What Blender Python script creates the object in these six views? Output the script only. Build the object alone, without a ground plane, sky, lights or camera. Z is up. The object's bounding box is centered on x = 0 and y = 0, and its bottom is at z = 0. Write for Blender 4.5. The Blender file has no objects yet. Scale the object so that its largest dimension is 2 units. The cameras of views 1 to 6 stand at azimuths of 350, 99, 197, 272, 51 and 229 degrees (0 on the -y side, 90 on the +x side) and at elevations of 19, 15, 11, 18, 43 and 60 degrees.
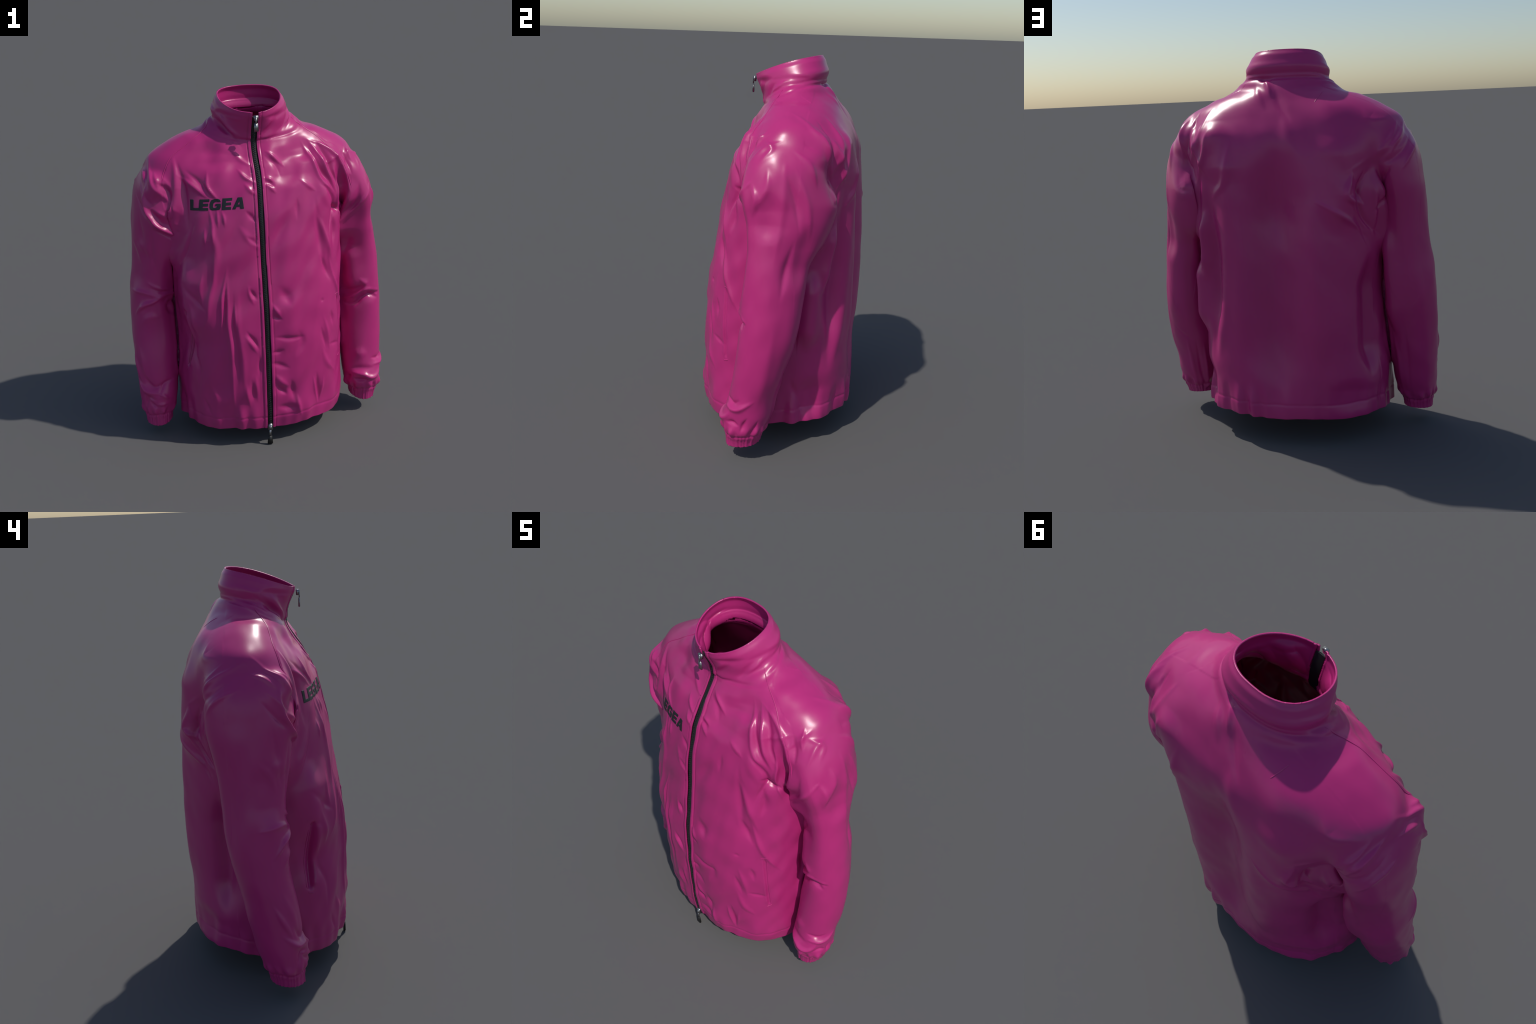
# Procedural model of a glossy magenta zip-up training jacket (worn by nobody: a hollow shell).
import bpy, bmesh, math
import numpy as np
from mathutils import Vector, Matrix
from mathutils.bvhtree import BVHTree
from mathutils.kdtree import KDTree

VOXEL = 0.0052
THICK = 0.007

# ------------------------------------------------------------------ helpers
def spline(keys, t):
    """Monotone-ish cubic (Catmull-Rom on non-uniform knots) through rows (t, a, b, ...)."""
    k = np.asarray(keys, float)
    x, y = k[:, 0], k[:, 1:]
    m = np.gradient(y, x, axis=0)
    t = np.clip(np.asarray(t, float), x[0], x[-1])
    i = np.clip(np.searchsorted(x, t, side='right') - 1, 0, len(x) - 2)
    h = (x[i + 1] - x[i])[:, None]
    s = ((t - x[i]) / (x[i + 1] - x[i]))[:, None]
    return ((2*s**3 - 3*s**2 + 1) * y[i] + (s**3 - 2*s**2 + s) * h * m[i]
            + (-2*s**3 + 3*s**2) * y[i + 1] + (s**3 - s**2) * h * m[i + 1])

def curve(keys):
    ks = sorted(keys)
    return lambda t: spline(ks, np.atleast_1d(t))[:, 0]

def smoothstep(a, b, x):
    t = np.clip((np.asarray(x, float) - a) / (b - a), 0, 1)
    return t * t * (3 - 2 * t)

def loft(bm, rings):
    prev = None
    first = None
    for ring in rings:
        vs = [bm.verts.new(p) for p in ring]
        n = len(vs)
        if prev:
            for i in range(n):
                bm.faces.new((prev[i], prev[(i + 1) % n], vs[(i + 1) % n], vs[i]))
        else:
            first = vs
        prev = vs
    bm.faces.new(list(reversed(first)))
    bm.faces.new(prev)

# ------------------------------------------------------------------ body plan
# z, reach to wearer's right (-x), reach to wearer's left (+x), front y, back y, y of widest point, squareness: front right, front left, back
TORSO = [
    (0.02, .492, .480, -.384, .388, .00, 2.60, 2.40, 2.35),
    (0.10, .494, .484, -.396, .394, .00, 2.60, 2.40, 2.35),
    (0.16, .498, .490, -.408, .408, .00, 2.60, 2.40, 2.35),
    (0.28, .500, .492, -.413, .420, .00, 2.65, 2.40, 2.35),
    (0.50, .496, .492, -.414, .428, .01, 2.65, 2.40, 2.35),
    (0.80, .492, .492, -.400, .432, .02, 2.65, 2.40, 2.35),
    (1.05, .490, .496, -.356, .428, .03, 2.65, 2.40, 2.35),
    (1.28, .500, .505, -.322, .422, .04, 2.50, 2.40, 2.40),
    (1.45, .530, .530, -.280, .392, .05, 2.30, 2.30, 2.40),
    (1.55, .588, .570, -.238, .365, .05, 2.15, 2.10, 2.40),
    (1.65, .598, .568, -.180, .322, .05, 2.00, 1.95, 2.25),
    (1.72, .490, .475, -.136, .285, .05, 1.95, 1.95, 2.35),
    (1.77, .378, .372, -.118, .255, .05, 1.95, 1.95, 2.10),
    (1.81, .285, .278, -.095, .232, .05, 1.95, 1.95, 1.65),
    (1.85, .235, .230, -.065, .200, .05, 2.00, 2.00, 2.00),
    (1.89, .150, .150, -.010, .160, .05, 2.00, 2.00, 2.00),
]
# sleeves: centre x, y, z, half width across, half depth (y), skew (x drift per y)
SLEEVE_R = [
    (-.34, .055, 1.590, .105, .135, -.0),
    (-.46, .055, 1.550, .130, .175, -.0),
    (-.545, .060, 1.470, .132, .192, -.05),
    (-.575, .050, 1.350, .124, .192, -.10),
    (-.592, .042, 1.200, .123, .170, -.12),
    (-.612, .036, 1.000, .125, .148, -.08),
    (-.624, .033, 0.850, .127, .146, -.04),
    (-.627, .012, 0.670, .130, .133, .0),
    (-.629, -.020, 0.500, .127, .129, .0),
    (-.629, -.045, 0.360, .119, .125, .0),
    (-.633, -.073, 0.230, .110, .119, .0),
    (-.638, -.083, 0.165, .096, .100, .0),
    (-.639, -.089, 0.120, .082, .090, .0),
    (-.639, -.092, 0.070, .078, .088, .0),
    (-.639, -.094, 0.000, .078, .088, .0),
]
SLEEVE_L = [
    (.33, .055, 1.590, .105, .135, .0),
    (.45, .058, 1.545, .128, .172, .0),
    (.535, .065, 1.465, .128, .195, -.15),
    (.565, .082, 1.360, .116, .198, -.27),
    (.582, .090, 1.200, .114, .176, -.28),
    (.610, .058, 1.000, .118, .150, -.28),
    (.622, .043, 0.880, .122, .145, -.22),
    (.630, .026, 0.700, .126, .141, -.15),
    (.629, -.012, 0.490, .126, .128, -.10),
    (.627, -.048, 0.340, .120, .117, -.05),
    (.628, -.073, 0.235, .115, .121, .0),
    (.630, -.083, 0.165, .102, .104, .0),
    (.628, -.086, 0.125, .086, .094, .0),
    (.626, -.088, 0.075, .078, .090, .0),
    (.625, -.090, 0.000, .077, .090, .0),
]
# collar rings: front (y, z), back (y, z), half width, centre x, y of widest point
COLLAR = [
    (-.100, 1.660, .195, 1.800, .215, -.002, .05),
    (-.138, 1.735, .190, 1.862, .217, -.002, .04),
    (-.142, 1.790, .192, 1.905, .215, -.004, .03),
    (-.160, 1.840, .186, 1.948, .205, -.008, .02),
    (-.187, 1.893, .168, 2.002, .184, -.014, .01),
    (-.200, 1.940, .152, 2.050, .172, -.016, .01),
]

def torso_rings(n=120):
    zs = np.linspace(TORSO[0][0], TORSO[-1][0], 110)
    rows = spline(TORSO, zs)
    a = np.linspace(0, 2*np.pi, n, endpoint=False)
    c, s = np.cos(a), np.sin(a)
    for z, (wr, wl, yf, yb, ym, er, el, eb) in zip(zs, rows):
        e = np.where(s < 0, np.where(c < 0, er, el), eb)
        cx = np.sign(c) * np.abs(c) ** (2/e)
        sy = np.sign(s) * np.abs(s) ** (2/e)
        x = np.where(c < 0, cx*wr, cx*wl)
        y = np.where(s < 0, ym + sy*(ym - yf), ym + sy*(yb - ym))
        yield np.stack([x, y, np.full(n, z)], 1)

def sleeve_rings(rows, n=64):
    k = np.array(rows)
    d = np.r_[0, np.cumsum(np.linalg.norm(np.diff(k[:, :3], axis=0), axis=1))]
    t = np.linspace(0, d[-1], 90)
    r = spline(np.c_[d, k], t)
    tan = np.gradient(r[:, :3], axis=0)
    a = np.linspace(0, 2*np.pi, n, endpoint=False)
    for row, tg in zip(r, tan):
        tg = Vector((tg[0], 0, tg[2])).normalized()
        ax = Vector((-tg.z, 0, tg.x))
        c, s = np.cos(a), np.sin(a)
        e = 1.95
        ca = np.sign(c)*np.abs(c)**(2/e)*row[3]
        sa = np.sign(s)*np.abs(s)**(2/e)*row[4]
        yield np.array(row[:3])[None] + ca[:, None]*np.array(ax)[None] + (sa*row[5])[:, None]*np.array([1., 0, 0])[None] + sa[:, None]*np.array([0, 1, 0])[None]

def collar_rings(n=90):
    k = np.array(COLLAR)
    t = np.linspace(0, len(k) - 1, 36)
    r = spline(np.c_[np.arange(len(k)), k], t)
    a = np.linspace(0, 2*np.pi, n, endpoint=False)
    for yf, zf, yb, zb, w, xc, ym in r:
        c, s = np.cos(a), np.sin(a)
        e = np.where(s < 0, 2.0, 2.35)
        x = xc + np.sign(c)*np.abs(c)**(2/e)*w
        sy = np.sign(s)*np.abs(s)**(2/e)
        y = np.where(s < 0, ym + sy*(ym - yf), ym + sy*(yb - ym))
        u = (y - yf) / (yb - yf)
        z = zf + (zb - zf) * np.sin(np.clip(u, 0, 1) * np.pi/2) ** 1.0 * 0.6 + (zb - zf) * u * 0.4
        yield np.stack([x, y, z], 1)

def collar_top(y):
    yf, zf, yb, zb = COLLAR[4][:4]
    u = np.clip((y - yf) / (yb - yf), -.1, 1.1)
    return zf + (zb - zf) * (0.6*np.sin(np.clip(u, 0, 1)*np.pi/2) + 0.4*u)

HEM = 0.122
def hem_line(x, y):
    return (HEM - .010 + 0.034*smoothstep(-.25, .35, y) + 0.005*np.sin(x*17 + 1.0)*np.cos(y*9)
            - 0.008*smoothstep(.35, .1, np.abs(x + .05))*smoothstep(-.1, -.4, y))

# ------------------------------------------------------------------ base skin
def remeshed(rings_list):
    bm = bmesh.new()
    for rings in rings_list:
        loft(bm, list(rings))
    bmesh.ops.recalc_face_normals(bm, faces=bm.faces)
    me = bpy.data.meshes.new("skin")
    bm.to_mesh(me); bm.free()
    ob = bpy.data.objects.new("skin", me)
    bpy.context.collection.objects.link(ob)
    md = ob.modifiers.new("r", 'REMESH')
    md.mode = 'VOXEL'; md.voxel_size = VOXEL; md.adaptivity = 0
    dg = bpy.context.evaluated_depsgraph_get()
    out = bpy.data.meshes.new_from_object(ob.evaluated_get(dg))
    bpy.data.objects.remove(ob); bpy.data.meshes.remove(me)
    return out

skin = remeshed([torso_rings(), sleeve_rings(SLEEVE_R), sleeve_rings(SLEEVE_L), collar_rings()])
# keep only the outer shell if the union left inner islands
def coords(me):
    a = np.empty(len(me.vertices)*3, np.float32); me.vertices.foreach_get('co', a)
    return a.reshape(-1, 3).astype(float)
def edges_of(me):
    a = np.empty(len(me.edges)*2, np.int32); me.edges.foreach_get('vertices', a)
    return a.reshape(-1, 2)

def smooth(P, E, it, lam=.5):
    n = len(P)
    deg = np.bincount(E.ravel(), minlength=n)[:, None].astype(float)
    deg[deg == 0] = 1
    for _ in range(it):
        S = np.stack([np.bincount(E[:, 0], P[E[:, 1], j], n) + np.bincount(E[:, 1], P[E[:, 0], j], n) for j in range(3)], 1)
        P = P + lam*(S/deg - P)
    return P

P = coords(skin); E = edges_of(skin)
P = smooth(P, E, 10)
# melt the sleeve heads into the shoulders, leave the rest crisper
Q = smooth(P, E, 160)
w = smoothstep(1.28, 1.46, P[:, 2]) * smoothstep(.26, .38, np.abs(P[:, 0]))
P = P + (Q - P) * w[:, None]


def normals_of(me, P):
    me.vertices.foreach_set('co', P.astype(np.float32).ravel()); me.update()
    a = np.empty(len(me.vertices)*3, np.float32); me.vertex_normals.foreach_get('vector', a)
    return a.reshape(-1, 3).astype(float)
N = normals_of(skin, P)
P0 = P.copy(); N0 = N.copy()

def tree_of(me):
    bm = bmesh.new(); bm.from_mesh(me)
    t = BVHTree.FromBMesh(bm); bm.free()
    return t
base_tree = tree_of(skin)

# ------------------------------------------------------------------ where things lie on the body
ZIP = curve([(0.0, -.021), (.4, -.023), (.95, -.024), (1.25, -.024), (1.43, -.021), (1.56, -.018),
             (1.70, -.021), (1.75, -.019), (1.88, -.014), (2.0, -.012)])

def sleeve_at(rows, z):
    k = np.array(sorted(rows, key=lambda r: r[2]))
    k = k[k[:, 2] < 1.5]
    return spline(np.c_[k[:, 2], k[:, [0, 1, 3, 4, 5]]], np.atleast_1d(z))

def hit_from(origin, direction, tree):
    h = tree.ray_cast(Vector(origin), Vector(direction).normalized())
    return h

def on_front(x, z, tree=None):
    h = hit_from((x, -1.5, z), (0, 1, 0), tree or base_tree)
    return h[0], h[1]
def on_back(x, z, tree=None):
    h = hit_from((x, 1.5, z), (0, -1, 0), tree or base_tree)
    return h[0], h[1]
def on_sleeve(rows, ang, z, tree=None):
    """ang: degrees round the sleeve, 0 = front, 90 = outer side, 180 = back, -90 = inner side."""
    r = sleeve_at(rows, z)[0]
    sx = math.copysign(1, rows[0][0])
    d = Vector((sx*math.sin(math.radians(ang)), -math.cos(math.radians(ang)), 0))
    o = Vector((r[0], r[1], z))
    h = (tree or base_tree).ray_cast(o + d*0.0, d)
    return h[0], h[1]

def neck_seam(y):
    u = np.clip((y + .142) / .338, 0, 1)
    return 1.735 + .127*np.sin(u*np.pi/2)

def raglan_x(z):
    return RAGLAN(z)
RAGLAN = curve([(1.20, .50), (1.32, .51), (1.41, .535), (1.50, .535), (1.59, .510), (1.66, .465), (1.70, .405), (1.77, .315), (1.84, .222), (1.9, .10)])

def is_sleeve(C):
    """True for points of a sleeve (raglan cut above the armpit, tube below)."""
    out = np.zeros(len(C), bool)
    for rows in (SLEEVE_R, SLEEVE_L):
        r = sleeve_at(rows, C[:, 2])
        dy = C[:, 1]-r[:, 1]; dx = C[:, 0]-r[:, 0]-dy*r[:, 4]
        q = np.hypot(dx/r[:, 2], dy/r[:, 3])
        d_arm = np.abs(q - 1)*np.minimum(r[:, 2], r[:, 3])
        t = spline(TORSO, C[:, 2])
        wx = np.where(C[:, 0] < 0, t[:, 0], t[:, 1])
        wy = np.where(C[:, 1] < t[:, 4], t[:, 4]-t[:, 2], t[:, 3]-t[:, 4])
        e = np.where(C[:, 1] < t[:, 4], np.where(C[:, 0] < 0, t[:, 5], t[:, 6]), t[:, 7])
        q2 = (np.abs(C[:, 0]/wx)**e + np.abs((C[:, 1]-t[:, 4])/wy)**e)**(1/e)
        d_tor = np.abs(q2 - 1)*np.minimum(wx, wy)
        same = np.sign(C[:, 0]) == np.sign(rows[0][0])
        low = same & (d_arm < d_tor) & (C[:, 2] < 1.32)
        high = same & (C[:, 2] >= 1.32) & (np.abs(C[:, 0]) > raglan_x(C[:, 2]))
        out |= low | high
    return out

# ------------------------------------------------------------------ folds
def polyline(pts, n=28):
    k = np.array(pts, float)
    if len(k) == 2:
        k = np.array([k[0], (k[0]+k[1])/2, k[1]])
    d = np.r_[0, np.cumsum(np.linalg.norm(np.diff(k, axis=0), axis=1))]
    return spline(np.c_[d, k], np.linspace(0, d[-1], n))

DISP = np.zeros(len(P))
def crease(line, nrm, width, height, lean=0.0, ends=.35):
    """Raise (height>0) or press in (height<0) the cloth along a 3D line; lean makes one flank steeper."""
    global DISP
    A, B = line[:-1], line[1:]
    pad = 5*width
    box = np.all((P0 > line.min(0)-pad) & (P0 < line.max(0)+pad), axis=1)
    idx = np.nonzero(box)[0]
    idx = idx[(N0[idx] @ nrm) > .0]
    if not len(idx): return
    V = P0[idx]
    best = np.full(len(V), 9.0); par = np.zeros(len(V)); side = np.zeros(len(V))
    L = len(A)
    for i in range(L):
        ab = B[i]-A[i]
        t = np.clip(((V-A[i]) @ ab)/(ab @ ab + 1e-12), 0, 1)
        dv = V - A[i] - t[:, None]*ab
        d = np.linalg.norm(dv, axis=1)
        m = d < best
        best[m] = d[m]; par[m] = (i + t[m])/L
        side[m] = np.sign(dv[m] @ np.cross(ab, nrm))
    w = width*(1 + lean*side)
    along = smoothstep(0, ends, par)*smoothstep(1, 1-ends, par)
    taper = .45 + .55*along
    near = np.exp(-(best/(w*taper))**2)
    skirt = np.exp(-(best/(w*2.4))**2)
    facing = smoothstep(0, .45, N0[idx] @ nrm)
    DISP[idx] += height*along*facing*(.72*near + .34*skirt)

def fold_set(place, folds):
    for pts, width, height, *rest in folds:
        got = [place(*p) for p in pts]
        got = [g for g in got if g[0] is not None]
        if len(got) < 2: continue
        line = polyline([list(g[0]) for g in got])
        length = np.linalg.norm(np.diff(line, axis=0), axis=1).sum()
        if width < .04 and not rest:
            # cloth folds fade out slowly: let short ones run on past their ends
            run = .22*length + .010
            t0, t1 = line[0]-line[3], line[-1]-line[-4]
            line = np.r_[[line[0] + t0/np.linalg.norm(t0)*run], line, [line[-1] + t1/np.linalg.norm(t1)*run]]
            line = polyline([list(p) for p in line[[0, 5, 10, 15, 20, 24, 29]]])
            rest = (0.0, .48)
            height *= 1.35
        nrm = np.mean([list(g[1]) for g in got], axis=0); nrm /= np.linalg.norm(nrm)
        crease(line, nrm, width, height, *rest)

#FOLDS-BEGIN
def on_right_sleeve(a, z): return on_sleeve(SLEEVE_R, a, z)
def on_left_sleeve(a, z): return on_sleeve(SLEEVE_L, a, z)
def nearest(x, y, z, tree=None):
    h = (tree or base_tree).find_nearest(Vector((x, y, z)))
    return h[0], h[1]

#MACRO-BEGIN
# ---- how the cloth hangs: broad hollows and swells
fold_set(on_back, [
    ([(-.01, 1.64), (.00, 1.25), (.00, .80), (.01, .08)], .12, -.088, 0, .33),
    ([(-.04, 1.58), (-.03, 1.32), (-.01, .95)], .13, -.026, 0, .5),
    ([(.235, 1.45), (.25, 1.23), (.265, 1.03), (.305, .70), (.355, .42)], .045, .010, 0, .2),
    ([(.35, 1.42), (.365, .95), (.38, .36)], .058, -.058, 0, .45),
    ([(.19, 1.30), (.19, .90), (.20, .40)], .05, .010, 0, .3),
    ([(-.21, 1.35), (-.22, .90), (-.22, .36)], .07, .026, 0, .3),
    ([(-.33, 1.64), (-.33, 1.40), (-.31, 1.08)], .09, .030, 0, .3),
    ([(.30, 1.66), (.29, 1.52), (.28, 1.34)], .09, .022, 0, .3),
    ([(.34, 1.72), (.33, 1.62), (.32, 1.48)], .08, .022, 0, .5),
    ([(-.28, 1.76), (-.27, 1.66), (-.26, 1.52)], .09, .012, 0, .5),
    ([(.47, 1.44), (.47, 1.28), (.48, 1.02)], .045, .068, 0, .3),
    ([(-.47, 1.44), (-.48, 1.22), (-.49, .92)], .045, .062, 0, .3),
])
fold_set(nearest, [
    ([(-.47, .22, 1.00), (-.47, .22, .66), (-.47, .22, .30)], .065, -.062, 0, .3),
    ([(-.38, .31, .36), (-.37, .32, .26), (-.36, .32, .14)], .09, -.018, 0, .4),
    ([(.47, .22, .98), (.47, .22, .78), (.47, .20, .52)], .05, .045, 0, .3),
    ([(.43, .22, .42), (.43, .22, .28), (.42, .22, .12)], .07, -.026, 0, .4),
    ([(-.44, -.22, .86), (-.44, -.22, .66), (-.43, -.22, .46)], .065, -.034, 0, .4),
    ([(-.47, -.12, .80), (-.47, -.12, .60), (-.47, -.12, .40)], .06, -.012, 0, .4),
    ([(.395, .34, 1.24), (.42, .31, 1.05), (.44, .27, .82)], .032, .042, 0, .35),
    ([(.40, .20, 1.62), (.48, .20, 1.57), (.55, .18, 1.48)], .07, .022, 0, .35),
    ([(-.24, .03, 1.83), (-.29, .03, 1.80), (-.38, .03, 1.75)], .08, -.010, 0, .5),
    ([(.24, .03, 1.83), (.29, .03, 1.80), (.38, .03, 1.75)], .08, -.011, 0, .5),
    ([(-.53, -.08, 1.60), (-.56, -.09, 1.52), (-.56, -.10, 1.42)], .06, .020, 0, .4),
])
fold_set(on_front, [
    ([(-.42, 1.14), (-.43, .90), (-.43, .60)], .06, .034, 0, .3),
    ([(-.28, 1.35), (-.30, .95), (-.30, .55)], .10, .008, 0, .3),
    ([(.12, 1.70), (.14, 1.60), (.15, 1.48)], .08, -.014, 0, .35),
    ([(.24, 1.74), (.26, 1.68), (.27, 1.60)], .07, -.012, 0, .4),
    ([(-.22, 1.74), (-.24, 1.68), (-.25, 1.58)], .07, -.014, 0, .4),
    ([(-.49, 1.52), (-.49, 1.25), (-.48, 1.00)], .05, .050, 0, .3),
    ([(.525, 1.50), (.53, 1.36), (.515, 1.06)], .05, .078, 0, .3),
])
fold_set(on_left_sleeve, [
    ([(-25, 1.12), (-25, .92), (-25, .70)], .05, .022, 0, .35),
    ([(155, 1.26), (155, 1.10), (155, .90)], .055, -.020, 0, .4),
    ([(62, 1.40), (62, 1.28), (62, 1.14)], .06, -.018, 0, .4),
])
fold_set(on_right_sleeve, [
    ([(-145, 1.18), (-145, .85), (-145, .50)], .045, .038, 0, .3),
    ([(140, 1.32), (140, 1.05), (140, .75)], .06, -.013, 0, .35),
    ([(50, 1.22), (52, 1.05), (52, .88)], .06, -.016, 0, .35),
])
#MACRO-END

# ---- individual folds
# front panels: (x, z)
fold_set(on_front, [
    ([(-0.462, 1.625), (-0.456, 1.562), (-0.456, 1.484), (-0.452, 1.375), (-0.46, 1.248)], 0.022, 0.016),
    ([(-0.441, 1.611), (-0.42, 1.513), (-0.415, 1.435), (-0.412, 1.342)], 0.018, -0.014),
    ([(-0.431, 1.563), (-0.37, 1.52), (-0.315, 1.472)], 0.012, 0.008),
    ([(-0.389, 1.588), (-0.329, 1.531), (-0.294, 1.487)], 0.014, -0.007),
    ([(-0.295, 1.574), (-0.298, 1.516), (-0.279, 1.487), (-0.256, 1.462)], 0.011, 0.009),
    ([(-0.137, 1.68), (-0.101, 1.646), (-0.063, 1.621)], 0.012, 0.005),
    ([(-0.119, 1.591), (-0.097, 1.562), (-0.049, 1.531)], 0.01, 0.007),
    ([(-0.092, 1.519), (-0.074, 1.494), (-0.05, 1.473)], 0.012, 0.006),
    ([(-0.095, 1.377), (-0.076, 1.355), (-0.056, 1.334)], 0.012, -0.006),
    ([(-0.099, 1.245), (-0.079, 1.228), (-0.059, 1.21)], 0.012, -0.006),
    ([(-0.137, 1.293), (-0.094, 1.234), (-0.055, 1.194)], 0.02, 0.005),
    ([(-0.296, 1.392), (-0.287, 1.316), (-0.29, 1.213)], 0.01, 0.006),
    ([(-0.257, 1.392), (-0.257, 1.357), (-0.257, 1.317)], 0.008, 0.005),
    ([(-0.23, 1.382), (-0.224, 1.357), (-0.222, 1.322)], 0.008, 0.005),
])
# front panels: (x, z)
fold_set(on_front, [
    ([(-0.299, 1.296), (-0.279, 1.224), (-0.281, 1.108), (-0.292, 1.023)], 0.02, 0.008),
    ([(-0.329, 1.284), (-0.331, 1.248), (-0.331, 1.216)], 0.008, 0.005),
    ([(-0.383, 1.31), (-0.418, 1.176), (-0.45, 1.078)], 0.009, -0.006),
    ([(-0.617, 1.477), (-0.629, 1.414), (-0.591, 1.323), (-0.552, 1.281), (-0.493, 1.222)], 0.014, 0.022),
    ([(-0.613, 1.437), (-0.579, 1.355), (-0.545, 1.32), (-0.491, 1.269)], 0.02, -0.014),
    ([(-0.587, 1.587), (-0.579, 1.557), (-0.575, 1.52)], 0.01, 0.007),
    ([(-0.562, 1.573), (-0.553, 1.545), (-0.551, 1.511)], 0.01, 0.006),
    ([(-0.513, 1.541), (-0.48, 1.498), (-0.474, 1.42), (-0.483, 1.339)], 0.018, 0.009),
    ([(-0.54, 1.521), (-0.496, 1.488), (-0.484, 1.408)], 0.014, -0.009),
    ([(0.05, 1.67), (0.081, 1.645), (0.12, 1.614)], 0.011, 0.008),
    ([(0.039, 1.65), (0.082, 1.614), (0.102, 1.57)], 0.014, -0.005),
    ([(0.019, 1.548), (0.04, 1.544), (0.059, 1.531)], 0.01, 0.006),
    ([(0.022, 1.512), (0.042, 1.499), (0.064, 1.477)], 0.01, 0.005),
    ([(0.022, 1.529), (0.04, 1.523), (0.059, 1.509)], 0.009, -0.005),
])
# front panels: (x, z)
fold_set(on_front, [
    ([(0.225, 1.515), (0.259, 1.489), (0.289, 1.465)], 0.013, 0.005),
    ([(0.272, 1.68), (0.297, 1.627), (0.321, 1.557), (0.35, 1.493), (0.386, 1.463)], 0.013, 0.01),
    ([(0.303, 1.66), (0.327, 1.595), (0.371, 1.514), (0.406, 1.461)], 0.012, -0.01),
    ([(0.317, 1.682), (0.355, 1.616), (0.386, 1.537), (0.426, 1.451)], 0.013, 0.012),
    ([(0.352, 1.678), (0.386, 1.621), (0.418, 1.531), (0.445, 1.478)], 0.018, -0.016),
    ([(0.343, 1.693), (0.401, 1.662), (0.449, 1.616), (0.486, 1.56), (0.512, 1.488), (0.536, 1.409)], 0.013, 0.012),
    ([(0.45, 1.576), (0.478, 1.464), (0.51, 1.325), (0.518, 1.225)], 0.028, -0.022),
    ([(0.435, 1.528), (0.452, 1.46), (0.447, 1.362), (0.463, 1.271)], 0.01, 0.012),
    ([(0.359, 1.46), (0.412, 1.396), (0.42, 1.339), (0.395, 1.272), (0.386, 1.231)], 0.014, -0.012),
    ([(0.317, 1.523), (0.35, 1.426), (0.385, 1.355)], 0.03, 0.006),
    ([(0.41, 1.277), (0.416, 1.209), (0.406, 1.146)], 0.022, -0.014),
    ([(0.296, 1.369), (0.304, 1.294), (0.317, 1.184), (0.331, 1.044)], 0.022, -0.01),
    ([(0.31, 1.304), (0.35, 1.192), (0.388, 1.052)], 0.02, 0.01),
    ([(0.129, 1.351), (0.085, 1.274), (0.043, 1.184)], 0.03, -0.006),
])
# front panels: (x, z)
fold_set(on_front, [
    ([(0.186, 1.416), (0.185, 1.376), (0.183, 1.335)], 0.012, -0.004),
    ([(0.502, 1.612), (0.525, 1.565), (0.539, 1.519)], 0.014, -0.009),
    ([(0.522, 1.642), (0.535, 1.601), (0.549, 1.58)], 0.009, 0.008),
    ([(0.582, 1.421), (0.577, 1.354), (0.554, 1.283), (0.545, 1.238)], 0.018, -0.014),
    ([(0.658, 1.427), (0.609, 1.348), (0.568, 1.285), (0.543, 1.231)], 0.012, 0.011),
    ([(-0.354, 1.026), (-0.365, 0.958), (-0.361, 0.881)], 0.012, 0.006),
    ([(-0.289, 1.13), (-0.303, 0.992), (-0.327, 0.897), (-0.342, 0.794), (-0.359, 0.757)], 0.014, 0.007),
    ([(-0.237, 1.032), (-0.262, 0.912), (-0.265, 0.829), (-0.281, 0.72)], 0.01, 0.009),
    ([(-0.241, 0.972), (-0.253, 0.857), (-0.263, 0.744)], 0.01, -0.009),
    ([(-0.232, 0.967), (-0.237, 0.802), (-0.234, 0.656), (-0.218, 0.596), (-0.23, 0.505), (-0.228, 0.413), (-0.226, 0.33)], 0.014, 0.011),
    ([(-0.205, 0.896), (-0.211, 0.773), (-0.199, 0.656), (-0.195, 0.566), (-0.2, 0.443)], 0.016, -0.009),
    ([(-0.197, 0.874), (-0.2, 0.801), (-0.202, 0.744)], 0.007, 0.006),
    ([(-0.179, 0.884), (-0.187, 0.685), (-0.17, 0.565), (-0.165, 0.411)], 0.02, 0.007),
    ([(-0.107, 0.956), (-0.094, 0.934), (-0.08, 0.911)], 0.01, -0.008),
])
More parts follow.
